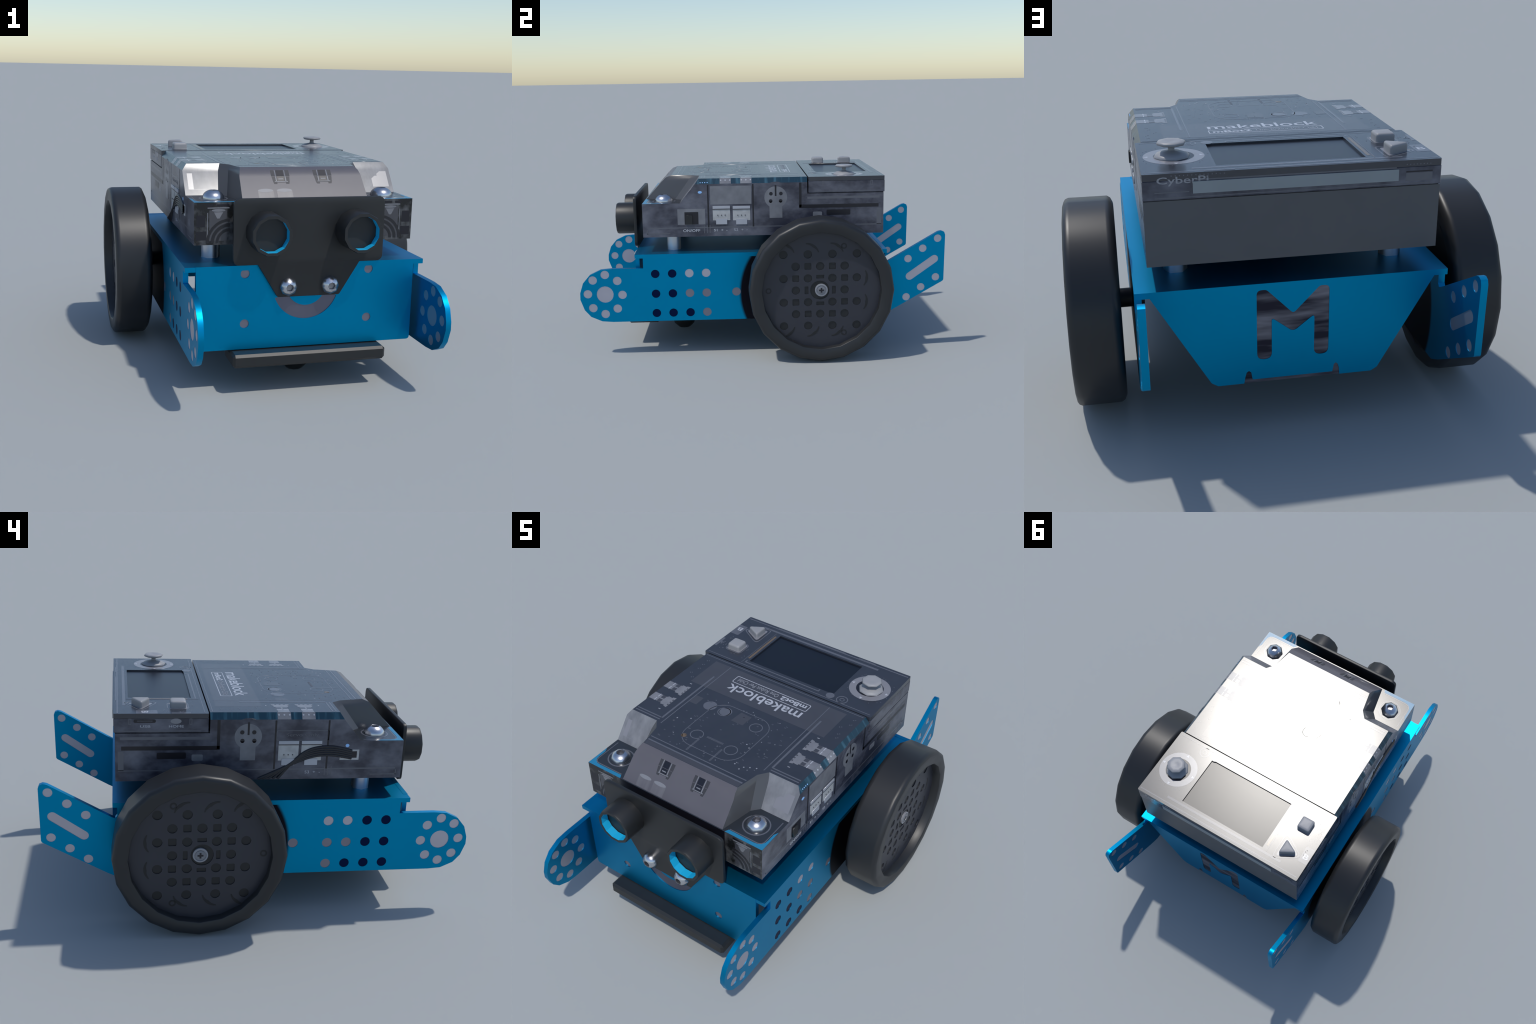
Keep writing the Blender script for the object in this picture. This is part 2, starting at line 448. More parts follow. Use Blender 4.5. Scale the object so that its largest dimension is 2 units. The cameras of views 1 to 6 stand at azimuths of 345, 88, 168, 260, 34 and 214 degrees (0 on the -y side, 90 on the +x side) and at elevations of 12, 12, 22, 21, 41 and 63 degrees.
# ------------------------------------------------------------------ wheels
WY, WZ, WR = 0.303, 0.3895, 0.384
pitch, lat0 = 0.0647, -0.006
circ_cells, square_cells = [], []
rows = ["o.o.o.o", ".osoSo.".lower(), "oso.oso", ".o...o.", "oso.oso", ".osoSo.".lower(), "o.o.o.o"]
for r, row in enumerate(rows):
    for c, ch in enumerate(row):
        p = ((c - 3) * pitch + lat0, (3 - r) * pitch)
        if ch == 'o':
            circ_cells.append(p)
        elif ch == 's':
            square_cells.append(p)
for sx in (1, -1):
    wheel = bpy.data.objects.new("wheel", None)
    SC.objects.link(wheel)
    wheel.parent = ROOT
    ax = (sx, 0, 0)
    o = (0, WY, WZ)
    ph = math.radians(0)
    lathe("tyre", [(0.318, 0.589), (0.352, 0.589), (0.360, 0.5905), (0.376, 0.598), (WR, 0.610), (WR, 0.620), (WR, 0.742), (WR, 0.750), (0.379, 0.761), (0.369, 0.7675), (0.364, 0.768), (0.317, 0.768), (0.315, 0.766), (0.315, 0.70), (0.315, 0.60)],
          o, ax, 20, M_RUBBER, wheel, smooth=50, phase=ph, close=True)
    lathe("rim_disc", [(0, 0.598), (0.3185, 0.598), (0.3185, 0.612), (0, 0.612)], o, ax, 20, M_HUBHOLE, wheel, smooth=30, phase=ph)
    wf = Frame((sx * 0.725, WY, WZ), (0, sx, 0), (0, 0, 1))
    def mw(lp):
        return [(sx * p[0], p[1]) for p in lp]
    loops = [circle(0, 0, 0.3195, 40, 0)]
    loops += [mw(circle(p[0], p[1], 0.0225, 14)) for p in circ_cells]
    loops += [mw(rrect(p[0] - 0.018, p[1] - 0.018, p[0] + 0.018, p[1] + 0.018, 0.005, 2)) for p in square_cells]
    loops += [mw(rrect(-0.021 + lat0, s * 0.0725 - 0.010, 0.021 + lat0, s * 0.0725 + 0.010, 0.003, 2)) for s in (-1, 1)]
    loops += [mw(rrect(s * 0.0725 - 0.010 + lat0, -0.021, s * 0.0725 + 0.010 + lat0, 0.021, 0.003, 2)) for s in (-1, 1)]
    loops += [mw(circle(-0.008, 0, 0.051, 24))]
    disc = plate("wheel_disc", loops, wf, -0.014, 0.0, M_HUB, wheel)
    lathe("socket_floor", [(0, -0.016), (0.3185, -0.016), (0.3185, -0.004), (0, -0.004)], wf.o, ax, 40, M_HUBHOLE, disc)
    arcs = []
    for (ccx, ccy, a0) in [(-1, 3, -60), (-3, 3, -60), (1, 3, -60), (3, 1, -80), (3, -1, -80), (-1, -3, -80), (1, -3, -80), (-3, -3, -80), (3, 3, -110)]:
        cx, cy = ccx * pitch + lat0, ccy * pitch
        a0 = 10 if ccy == 3 else (-50 if abs(ccy) == 1 else -95)
        lp = []
        for i in range(9):
            a = math.radians(a0 + 90 * i / 8)
            lp.append((cx + 0.060 * math.cos(a), cy + 0.060 * math.sin(a)))
        for i in range(9):
            a = math.radians(a0 + 90 - 90 * i / 8)
            rr = 0.045 + 0.010 * abs(i - 4) / 4
            lp.append((cx + rr * math.cos(a), cy + rr * math.sin(a)))
        arcs.append(mw(lp))
    stuff("moulded_arc", arcs, wf, M_HUBHOLE, disc, t=0.001, sink=0.003)
    stuff("moulded_boss", [[mw(circle(x, y, 0.016, 14)), mw(circle(x, y, 0.009, 14))] for x, y in ((0.12, 0.235), (0.12, -0.235), (-0.28, 0.0))], wf, M_HUBHOLE, disc, t=0.001, sink=0.003)
    screw = lathe("axle_screw", [(0.034, -0.012), (0.034, 0.004), (0.027, 0.005), (0.026, 0.001), (0, 0.001)], wf.o, ax, 24, M_PRINT3, wheel)
    screw.data.materials.append(M_GREYPART)
    lathe("screw_head", [(0.022, 0.0), (0.022, 0.004), (0.014, 0.007), (0, 0.007)], wf.o, ax, 16, M_GREYPART, screw)
    cross = [(-0.004, -0.013), (0.004, -0.013), (0.004, -0.004), (0.013, -0.004), (0.013, 0.004), (0.004, 0.004), (0.004, 0.013), (-0.004, 0.013),
             (-0.004, 0.004), (-0.013, 0.004), (-0.013, -0.004), (-0.004, -0.004)]
    plate("cross_plate", [mw(cross)], wf, 0.004, 0.008, M_DARKPART, screw)  # dark cross plate laid on the head, nothing cut
    lathe("axle", [(0, 0.50), (0.036, 0.50), (0.036, 0.60), (0, 0.60)], o, ax, 16, M_BLACK, wheel)

# ------------------------------------------------------------------ electronics box
def shell():
    """smoky box: straight lower tray, upper lid with 45 degree front and two low screw corners"""
    bm = bmesh.new()
    def ring(half, z):
        pts = half + [(-x, y) for x, y in reversed(half) if abs(x) > 1e-9]
        return [bm.verts.new((x, y, z)) for x, y in pts]
    def faces_between(a, b, mats):
        n = len(a)
        for i in range(n):
            j = (i + 1) % n
            f = bm.faces.new((a[i], a[j], b[j], b[i]))
            f.material_index = mats(i)
    # lower tray
    half = [(0.30, -0.648), (0.498, -0.648), (0.498, -0.44), (0.498, 0.25), (0.498, 0.667)]
    l0, l1 = ring(half, 0.651), ring(half, 0.835)
    def tray(i):
        return {0: 4, 1: 1, 2: 1, 3: 1, 4: 2, 5: 1, 6: 1, 7: 1, 8: 4, 9: 9}[i]
    faces_between(l0, l1, tray)
    f = bm.faces.new(l0); f.material_index = 1
    f = bm.faces.new(l1); f.material_index = 5
    # lid, in three levels: foot, shoulder, top
    levels = [
        (0.8351, [(0.286, -0.643), (0.318, -0.480), (0.350, -0.443), (0.4978, -0.443), (0.4978, 0.25)]),
        (0.9300, [(0.281, -0.556), (0.298, -0.410), (0.336, -0.368), (0.4978, -0.366), (0.4978, 0.25)]),
        (0.9370, [(0.280, -0.549), (0.297, -0.405), (0.334, -0.362), (0.4978, -0.360), (0.4978, 0.25)]),
        (0.9540, [(0.274, -0.531), (0.293, -0.393), (0.328, -0.349), (0.4850, -0.348), (0.4850, 0.25)]),
        (ZT, [(0.267, -0.502), (0.290, -0.385), (0.324, -0.341), (0.4765, -0.341), (0.4765, 0.25)])]
    rings = [ring(h, z) for z, h in levels]
    def lower(i):
        return {0: 8, 1: 8, 2: 6, 3: 1, 4: 1, 5: 1, 6: 6, 7: 8, 8: 8, 9: 3}[i]
    def upper(i):
        return {0: 8, 1: 8, 2: 6, 3: 7, 4: 1, 5: 7, 6: 6, 7: 8, 8: 8, 9: 3}[i]
    for k in range(4):
        faces_between(rings[k], rings[k + 1], lower if k < 2 else upper)
    c = rings[-1]
    f = bm.faces.new(c); f.material_index = 0
    # step that carries the controller
    st = [(0.498, 0.2495), (0.498, 0.667)]
    s0, s1 = ring(st, 0.835), ring(st, 0.8745)
    faces_between(s0, s1, lambda i: {0: 1, 1: 2, 2: 1, 3: 1}[i])
    f = bm.faces.new(s1); f.material_index = 1
    bmesh.ops.recalc_face_normals(bm, faces=bm.faces)
    me = bpy.data.meshes.new("electronics_box")
    bm.to_mesh(me)
    bm.free()
    for m in (M_TOP, M_SIDE, M_REAR, M_SLOPE, M_CORNER, M_LEDGE, M_SLOPE2, M_PCB, M_WALL, M_DARKPART):
        me.materials.append(m)
    o = finish("electronics_box", me, None, ROOT, 28)
    lid = max(me.polygons, key=lambda p: p.center.z)          # crisp edge all round the flat lid
    keys = set(lid.edge_keys)
    for e in me.edges:
        if e.key in keys:
            e.use_edge_sharp = True
    return o
hub = shell()

# controller module with sunk screen
screen_rect = rect(-0.253, 0.317, 0.253, 0.606)
controller = plate("controller_module", [rrect(-0.4985, 0.2565, 0.4985, 0.6725, 0.006, 2), screen_rect], TOP, -0.022, 0.0006, M_TOP, ROOT)
body = box("controller_body", (-0.4985, 0.2565, 0.8775), (0.4985, 0.6725, 0.9435), M_SIDE, controller, 0.003, 1)
box("controller_seam", (-0.493, 0.252, 0.872), (0.493, 0.6655, 0.880), M_SEAM, controller)
plate("screen", [rect(-0.2545, 0.3155, 0.2545, 0.6075)], TOP, -0.030, -0.0065, M_SCREEN, controller)

def on_top(name, loops, mat, parent, **k):
    return decal(name, loops, TOP, mat, parent, **k)

CT = Frame((0, 0, ZT + 0.0006), (1, 0, 0), (0, 1, 0))
# joystick
JX, JY = 0.385, 0.463
decal("joystick_ring", [circle(0.378, 0.463, 0.104, 40), circle(0.378, 0.463, 0.069, 40)], CT, M_RING, controller)
decal("joystick_dark_disc", [circle(0.378, 0.463, 0.069, 40)], CT, M_DARKPART, controller, t=0.0002)  # flat dark disc under the joystick, not sunk
stuff("direction_arrow", [[(0.378 + 0.104 * math.cos(a) , 0.463 + 0.104 * math.sin(a)),
                           (0.378 + 0.088 * math.cos(a + 0.09), 0.463 + 0.088 * math.sin(a + 0.09)),
                           (0.378 + 0.088 * math.cos(a - 0.09), 0.463 + 0.088 * math.sin(a - 0.09))] for a in (0, math.pi / 2, math.pi, -math.pi / 2)],
      CT, M_PRINT, controller, t=0.0007)
joy = lathe("joystick", [(0.063, -0.004), (0.063, 0.002), (0.056, 0.009), (0.036, 0.017), (0.014, 0.021), (0.0115, 0.024), (0.0115, 0.038), (0.030, 0.0385), (0.047, 0.042), (0.0515, 0.048), (0.046, 0.053), (0.030, 0.0545), (0.012, 0.052), (0, 0.0515)],
            (JX, JY, ZT), (0, 0, 1), 8, M_BUTTON, controller, smooth=180, phase=math.radians(10))
# buttons with moulded rims
sq = rect(-0.4185, 0.350, -0.3475, 0.421)
soft_prism("square_button", round_poly(sq, 0.010, 3), ZT - 0.01, ZT + 0.031, 0.011, M_BUTTON, controller)
tri = [(-0.343, 0.508), (-0.424, 0.551), (-0.343, 0.596)]
soft_prism("triangle_button", round_poly(tri, 0.008, 3), ZT - 0.01, ZT + 0.031, 0.010, M_BUTTON, controller)
decal("button_rim", [rrect(-0.432, 0.337, -0.333, 0.435, 0.02), rrect(-0.427, 0.342, -0.338, 0.430, 0.018)], CT, M_PRINT2, controller)
decal("button_bed", [rrect(-0.424, 0.345, -0.341, 0.427, 0.012)], CT, M_RING, controller)
decal("button_rim", [round_poly([(-0.318, 0.466), (-0.46, 0.551), (-0.318, 0.636)], 0.022), round_poly([(-0.323, 0.474), (-0.449, 0.551), (-0.323, 0.628)], 0.02)], CT, M_PRINT2, controller)
decal("button_bed", [round_poly([(-0.334, 0.493), (-0.437, 0.551), (-0.334, 0.611)], 0.012)], CT, M_RING, controller)
decal("letter_badge", [round_poly([(-0.4975, 0.481), (-0.447, 0.481), (-0.447, 0.574), (-0.4975, 0.574)], [0, 0.008, 0.008, 0])], CT, M_PRINT2, controller)
CTR = Frame((0, 0, ZT + 0.0006), (-1, 0, 0), (0, -1, 0))
text("letter_print", "B", CTR, 0.459, -0.551, 0.028, 0.030, M_PRINT, controller, t=0.0008, bold=0.02)
text("letter_print", "A", CTR, 0.460, -0.392, 0.028, 0.030, M_PRINT2, controller, t=0.0007)
decal("letter_badge", [rect(-0.4955, 0.335, -0.483, 0.42)], CT, M_PRINT2, controller)
decal("gold_strip", [rect(-0.275, 0.335, -0.264, 0.585)], CT, M_GOLD, controller)
stuff("white_line", [rect(-0.268, 0.294, 0.182, 0.300), rect(0.176, 0.300, 0.182, 0.314), rect(-0.268, 0.300, -0.262, 0.314),
                     rect(-0.485, 0.272, 0.485, 0.2755), rect(-0.49, 0.652, 0.49, 0.658)], CT, M_PRINT2, controller)
stuff("white_line", [rect(-0.30, 0.6595, 0.12, 0.6635), rect(0.2, 0.6595, 0.30, 0.6635), rect(-0.283, 0.285, -0.281, 0.615)], CT, M_PRINT2, controller, t=0.0007)
decal("light_bar", [rect(-0.375, 0.619, 0.335, 0.632)], CT, M_PRINT2, controller)
stuff("icon_print", [[circle(0.313, 0.302, 0.030, 24), circle(0.313, 0.302, 0.025, 24)], [circle(0.313, 0.302, 0.013, 16), circle(0.313, 0.302, 0.009, 16)],
                     circle(0.246, 0.300, 0.022, 20)], CT, M_PRINT2, controller)
spots = []
for i in range(46):
    x, y = rng.uniform(-0.47, -0.30), rng.uniform(0.30, 0.60)
    if (abs(x + 0.383) < 0.055 and abs(y - 0.386) < 0.055) or (abs(x + 0.38) < 0.075 and abs(y - 0.551) < 0.08):
        continue
    spots.append(rect(x, y, x + 0.005, y + 0.003))
for i in range(20):
    a, r = rng.uniform(0, 6.28), rng.uniform(0.108, 0.125)
    x, y = 0.378 + r * math.cos(a), 0.463 + r * math.sin(a)
    if x < 0.485 and x > 0.26:
        spots.append(rect(x, y, x + 0.004, y + 0.003))
stuff("solder_point", spots, CT, M_PRINT2, controller)

# printed lid
decal("label_band", [rect(-0.392, 0.003, 0.392, 0.216)], TOP, M_BAND, hub, t=0.0002)
text("brand_lettering", "makeblock", TOPR, -0.216, -0.104, 0.430, 0.064, M_PRINT, hub, bold=0.012)
decal("lettering_frame", [rrect(-0.221, 0.117, 0.219, 0.175, 0.010), rrect(-0.2175, 0.1205, 0.2155, 0.1715, 0.008)], TOP, M_PRINT, hub)
text("model_lettering", "mBot2", TOPR, -0.203, -0.162, 0.146, 0.032, M_PRINT, hub, bold=0.03)
text("slogan_lettering", "One Robot Per Child", TOPR, -0.040, -0.161, 0.240, 0.028, M_PRINT3, hub)
lines = []
for s in (-1, 1):
    lines += [rect(s * 0.296 - 0.002, -0.345, s * 0.296 + 0.002, 0.215), rect(s * 0.318 - 0.0045, -0.31, s * 0.318 + 0.0045, 0.10)]
lines += [rect(-0.272, -0.447, 0.272, -0.442), rect(-0.268, -0.472, 0.268, -0.464), rect(-0.47, 0.236, 0.47, 0.239)]
for s in (-1, 1):
    x0, x1 = sorted((s * 0.32, s * 0.468))
    lines += [rect(x0, -0.312, x1, -0.306), rect(x0, -0.328, x1, -0.322)]
stuff("lid_line", lines, TOP, M_PRINT2, hub, t=0.0005)
decal("lid_band", [rect(-0.266, -0.500, 0.266, -0.474)], TOP, M_BAND, hub)
decal("board_outline", [rrect(-0.173, -0.397, 0.163, -0.047, 0.085, 8), rrect(-0.170, -0.394, 0.160, -0.050, 0.083, 8)], TOP, M_PRINT2, hub)
stuff("board_ring", [[circle(x, y, 0.033, 24), circle(x, y, 0.029, 24)] for x, y in ((-0.104, -0.314), (0.094, -0.119), (0.094, -0.317), (-0.102, -0.105))], TOP, M_PRINT2, hub)
stuff("capacitor_top", [circle(-0.187, -0.104, 0.034, 24), circle(-0.096, -0.100, 0.031, 24)], TOP, M_PRINT2, hub)
stuff("chip", [[(-0.037, -0.14), (0.031, -0.14), (0.033, -0.066), (-0.030, -0.063)], rect(-0.294, -0.135, -0.25, -0.075)], TOP, M_BAND, hub)
decal("amber_part", [circle(-0.150, -0.354, 0.014, 8)], TOP, M_GOLD, hub)
comb = []
for i in range(20):
    comb.append(rect(-0.053 + i * 0.0047, -0.308, -0.051 + i * 0.0047, -0.296))
for cx in (-0.075, 0.058):
    for i in range(16):
        y = -0.43 + i * 0.006
        comb.append(rect(cx - 0.005, y, cx + 0.005, y + 0.003))
stuff("board_comb", comb, TOP, M_PRINT2, hub)
spots, pads = [], []
for i in range(110):
    x, y = rng.uniform(-0.27, 0.27), rng.uniform(-0.43, -0.02)
    if max(abs(x + 0.005), abs(y + 0.22)) < 0.09 or any(math.hypot(x - cx, y - cy) < 0.045 for cx, cy in ((-0.104, -0.314), (0.094, -0.119), (0.094, -0.317), (-0.102, -0.105), (-0.187, -0.104))):
        if rng.random() < 0.75:
            continue
    k = rng.random()
    if k < 0.55:
        spots.append(rect(x, y, x + 0.0022, y + 0.005))
        spots.append(rect(x + 0.005, y, x + 0.0072, y + 0.005))
    elif k < 0.8:
        spots.append(circle(x, y, 0.0028, 8))
    else:
        pads.append(circle(x, y, 0.0024, 8))
for x, y in ((-0.26, -0.294), (-0.258, -0.269), (-0.201, -0.236), (0.164, -0.382), (0.211, -0.379), (0.263, -0.353), (0.13, -0.242), (0.153, -0.257), (0.2, -0.40), (0.235, -0.365)):
    pads.append(circle(x, y, 0.0038, 8))
for s in (-1, 1):
    pads += [rect(s * 0.376 - 0.006, -0.018, s * 0.376 + 0.006, -0.013), rect(s * 0.374 - 0.006, -0.265, s * 0.374 + 0.006, -0.260)]
    for y in (0.03, 0.06, 0.11, 0.15, 0.19):
        x = s * rng.uniform(0.41, 0.45)
        spots += [rect(x, y, x + 0.006, y + 0.004), rect(x + 0.009, y + 0.006, x + 0.013, y + 0.010)]
stuff("solder_point", spots, TOP, M_PRINT2, hub)
stuff("bright_pad", pads, TOP, M_PRINT3, hub)

# ribbon connectors folding over the lid edge
CHR = Frame((0.4765, 0, ZT), (0, 1, 0), (-0.0213, 0, 0.028))       # right chamfer, u=y, v up the chamfer
CHL = Frame((-0.4765, 0, ZT), (0, -1, 0), (0.0213, 0, 0.028))
for s in (1, -1):
    ch = CHR if s > 0 else CHL
    for y0, y1 in ((-0.125, -0.040), (-0.237, -0.152)):
        def X(a, b, c, d):
            xa, xb = sorted((s * a, s * c))
            return rect(xa, b, xb, d)
        yc = (y0 + y1) / 2
        head = [(s * 0.357, y0), (s * 0.375, y0 + 0.004), (s * 0.375, y0 + 0.010), (s * 0.398, y0 + 0.008), (s * 0.400, y0 + 0.016), (s * 0.4762, y0 + 0.016),
                (s * 0.4762, y1 - 0.016), (s * 0.400, y1 - 0.016), (s * 0.398, y1 - 0.008), (s * 0.375, y1 - 0.010), (s * 0.375, y1 - 0.004), (s * 0.357, y1)]
        con = decal("ribbon_connector", [head], TOP, M_GREYPART, hub, t=0.0005)
        stuff("connector_window", [X(0.405, yc - 0.026, 0.427, yc - 0.004), X(0.405, yc + 0.004, 0.427, yc + 0.026), X(0.358, yc - 0.025, 0.365, yc - 0.016),
                                   X(0.358, yc - 0.004, 0.365, yc + 0.004), X(0.358, yc + 0.016, 0.365, yc + 0.025)], TOP, M_BAND, con, t=0.0007)
        stuff("bright_pad", [X(0.440, yc - 0.028, 0.444, yc - 0.004), X(0.440, yc + 0.004, 0.444, yc + 0.028)], TOP, M_PRINT, con, t=0.0007)
        u0, u1 = sorted((s * (y0 + 0.012), s * (y1 - 0.012)))
        decal("ribbon_fold", [rect(u0, -0.0345, u1, 0.0)], ch, M_GREYPART, con)
        stuff("bright_pad", [circle(s * y, -0.013, 0.0042, 8) for y in (y0 + 0.018, yc, y1 - 0.018)], ch, M_PRINT, con, t=0.001)
stuff("bright_pad", [circle(y, -0.026, 0.003, 6) for y in (-0.33, -0.318, -0.305, -0.292)], CHR, M_LED, hub, t=0.0007)

# front slope: two clips and two capacitors behind the smoky plastic (v counts up from the foot of the slope)
for cx in (-0.096, 0.100):
    clip = decal("lid_clip", [[(cx - 0.041, 0.128), (cx + 0.041, 0.128), (cx + 0.037, 0.098), (cx + 0.034, 0.088), (cx + 0.020, 0.088), (cx + 0.020, 0.096),
                               (cx - 0.020, 0.096), (cx - 0.020, 0.088), (cx - 0.034, 0.088), (cx - 0.037, 0.098)]], SLOPE, M_CLIP, hub)
    decal("clip_tongue", [rect(cx - 0.017, 0.104, cx + 0.015, 0.128)], SLOPE, M_DARKPART, clip, t=0.0007)
    stuff("clip_edge", [rect(cx - 0.025, 0.100, cx - 0.020, 0.128), rect(cx + 0.018, 0.100, cx + 0.023, 0.128), rect(cx - 0.030, 0.0985, cx + 0.030, 0.102), rect(cx - 0.012, 0.112, cx + 0.010, 0.117)],
          SLOPE, M_GREYPART, clip, t=0.001)
    upper_slope = Frame((0, -0.556, 0.930), (1, 0, 0), (0, 0.025, 0.024))
    up = decal("lid_clip", [rect(cx - 0.042, 0.001, cx + 0.042, 0.034)], upper_slope, M_CLIP, hub)
    decal("clip_tongue", [rect(cx - 0.017, 0.001, cx + 0.015, 0.034)], upper_slope, M_DARKPART, up, t=0.0007)
    stuff("clip_edge", [rect(cx - 0.025, 0.001, cx - 0.020, 0.034), rect(cx + 0.018, 0.001, cx + 0.023, 0.034)], upper_slope, M_GREYPART, up, t=0.001)
for cx in (-0.176, -0.091):
    cap = decal("capacitor", [[(cx - 0.035, 0.002), (cx + 0.035, 0.002)] + [(cx + 0.035 * math.cos(math.radians(a)), 0.054 + 0.010 * math.sin(math.radians(a))) for a in range(0, 181, 20)]],
                SLOPE, M_CAPS, hub)
    decal("capacitor_top", [circle(cx, 0.054, 0.034, 20, 0, 0.009)], SLOPE, M_GREYPART, cap, t=0.0007)

# corner ledges: blue rim and cap screws
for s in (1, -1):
    lf = Frame((0, 0, 0.8351), (1, 0, 0), (0, 1, 0))
    def mx(lp):
        return [(s * p[0], p[1]) for p in lp]
    decal("ledge_rim", [mx(round_poly([(0.300, -0.6470), (0.497, -0.6470), (0.497, -0.52), (0.486, -0.545), (0.486, -0.63), (0.31, -0.628)], [0, 0, 0, 0, 0.045, 0.0]))], lf, M_LEDGEBLUE, hub)
    decal("ledge_line", [mx(round_poly([(0.312, -0.626), (0.482, -0.626), (0.482, -0.46), (0.478, -0.46), (0.478, -0.621), (0.312, -0.621)], [0, 0.03, 0, 0, 0.027, 0]))], lf, M_PRINT2, hub)
    decal("screw_seat", [circle(s * 0.392, -0.537, 0.064, 28), circle(s * 0.392, -0.537, 0.058, 28)], lf, M_PRINT2, hub)
    socket_screw("cap_screw", (s * 0.392, -0.537, 0.835), (0, 0, 1), 0.050, 0.036, 8, hub, phase=0.3)
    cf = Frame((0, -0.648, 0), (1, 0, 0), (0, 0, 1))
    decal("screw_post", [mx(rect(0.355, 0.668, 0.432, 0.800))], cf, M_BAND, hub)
    stuff("post_bright_mark", [mx(circle(0.392, 0.800, 0.030, 16, 0, 0.006)), mx([(0.372, 0.792), (0.412, 0.792), (0.398, 0.765), (0.388, 0.765)]), mx(rect(0.345, 0.808, 0.440, 0.813)), mx(rect(0.438, 0.68, 0.441, 0.79))],
          cf, M_GREYPART, hub, t=0.0007)  # bright chrome-like blob and thin lines painted on the post
    stuff("post_dark_mark", [mx(rect(0.345, 0.816, 0.40, 0.826)), mx(rect(0.415, 0.816, 0.445, 0.826)), mx(rect(0.445, 0.672, 0.49, 0.71)), mx(rect(0.45, 0.73, 0.488, 0.78))], cf, M_DARKPART, hub, t=0.0005)  # dark rectangles drawn around the post
    arcs = []
    for r0, r1 in ((0.050, 0.062), (0.070, 0.084), (0.092, 0.104)):
        lp = [(0.342 + r1 * math.cos(math.radians(t)), 0.660 + r1 * math.sin(math.radians(t))) for t in range(0, 91, 10)]
        lp += [(0.342 + r0 * math.cos(math.radians(t)), 0.660 + r0 * math.sin(math.radians(t))) for t in range(90, -1, -10)]
        arcs.append(mx(lp))
    stuff("cable_loop", arcs, cf, M_CABLE, hub, t=0.001)
    # pale parts behind the corner slopes
    sl = Frame((0, -0.443, 0.8351), (1, 0, 0), (0, 0.077, 0.0949))
    x0, x1 = sorted((s * 0.385, s * 0.475))
    decal("board_corner", [mx([(0.40, 0.03), (0.480, 0.03), (0.480, 0.115), (0.43, 0.115), (0.43, 0.09), (0.40, 0.09)])], sl, M_RING, hub)

# right wall (u=y, v=z)
def wall(f, sgn, name, loops, mat, **k):
    return decal(name, [[(sgn * p[0], p[1]) for p in lp] for lp in loops], f, mat, hub, **k)
for f, sgn in ((RIGHT, 1), (LEFT, -1)):
    stuff("wall_rib", [rect(*sorted((sgn * (y - 0.004), sgn * (y + 0.004)))[:1], 0.70, max(sgn * (y - 0.004), sgn * (y + 0.004)), 0.933) for y in (-0.290, -0.046)], f, M_DARKPART, hub)
    wall(f, sgn, "motor_halo", [circle(0.078, 0.850, 0.093, 36)], M_SIDE, t=0.0002)
    motor = wall(f, sgn, "motor_face", [circle(0.078, 0.858, 0.062, 32, 0, 0.060)], M_GREYPART)
    wall(f, sgn, "motor_shaft", [rect(0.043, 0.745, 0.113, 0.835)], M_GREYPART, t=0.0007)
    stuff("motor_dot", [circle(sgn * x, z, 0.010, 12) for x, z in ((0.050, 0.838), (0.104, 0.838), (0.052, 0.878), (0.106, 0.878))] + [rect(min(sgn * 0.073, sgn * 0.082), 0.865, max(sgn * 0.073, sgn * 0.082), 0.925)],
          f, M_DARKPART, hub, t=0.0007)
    inner = [rect(*sorted((sgn * 0.205, sgn * 0.218))[:1], 0.80, max(sgn * 0.205, sgn * 0.218), 0.935), rect(min(sgn * 0.205, sgn * 0.64), 0.796, max(sgn * 0.205, sgn * 0.64), 0.815)]
    stuff("internal_frame", inner, f, M_DARKPART, hub, t=0.0003)
    stuff("internal_edge", [rect(min(sgn * 0.25, sgn * 0.645), 0.845, max(sgn * 0.25, sgn * 0.645), 0.858), rect(min(sgn * 0.63, sgn * 0.655), 0.70, max(sgn * 0.63, sgn * 0.655), 0.79),
                               rect(min(sgn * -0.62, sgn * 0.655), 0.697, max(sgn * -0.62, sgn * 0.655), 0.703)], f, M_PRINT2, hub, t=0.0002)
    wall(f, sgn, "internal_block", [rrect(0.355, 0.755, 0.485, 0.785, 0.006)], M_DARKPART)
    wall(f, sgn, "internal_block", [rrect(0.28, 0.745, 0.33, 0.775, 0.006)], M_GREYPART)
    stuff("tray_edge", [rect(min(sgn * -0.625, sgn * -0.50), 0.668, max(sgn * -0.625, sgn * -0.50), 0.672), rect(min(sgn * -0.625, sgn * -0.621), 0.668, max(sgn * -0.625, sgn * -0.621), 0.692),
                        rect(min(sgn * -0.316, sgn * -0.312), 0.668, max(sgn * -0.316, sgn * -0.312), 0.712), rect(min(sgn * -0.300, sgn * -0.296), 0.668, max(sgn * -0.300, sgn * -0.296), 0.712),
                        rect(min(sgn * -0.285, sgn * -0.281), 0.668, max(sgn * -0.285, sgn * -0.281), 0.712)], f, M_PRINT2, hub)

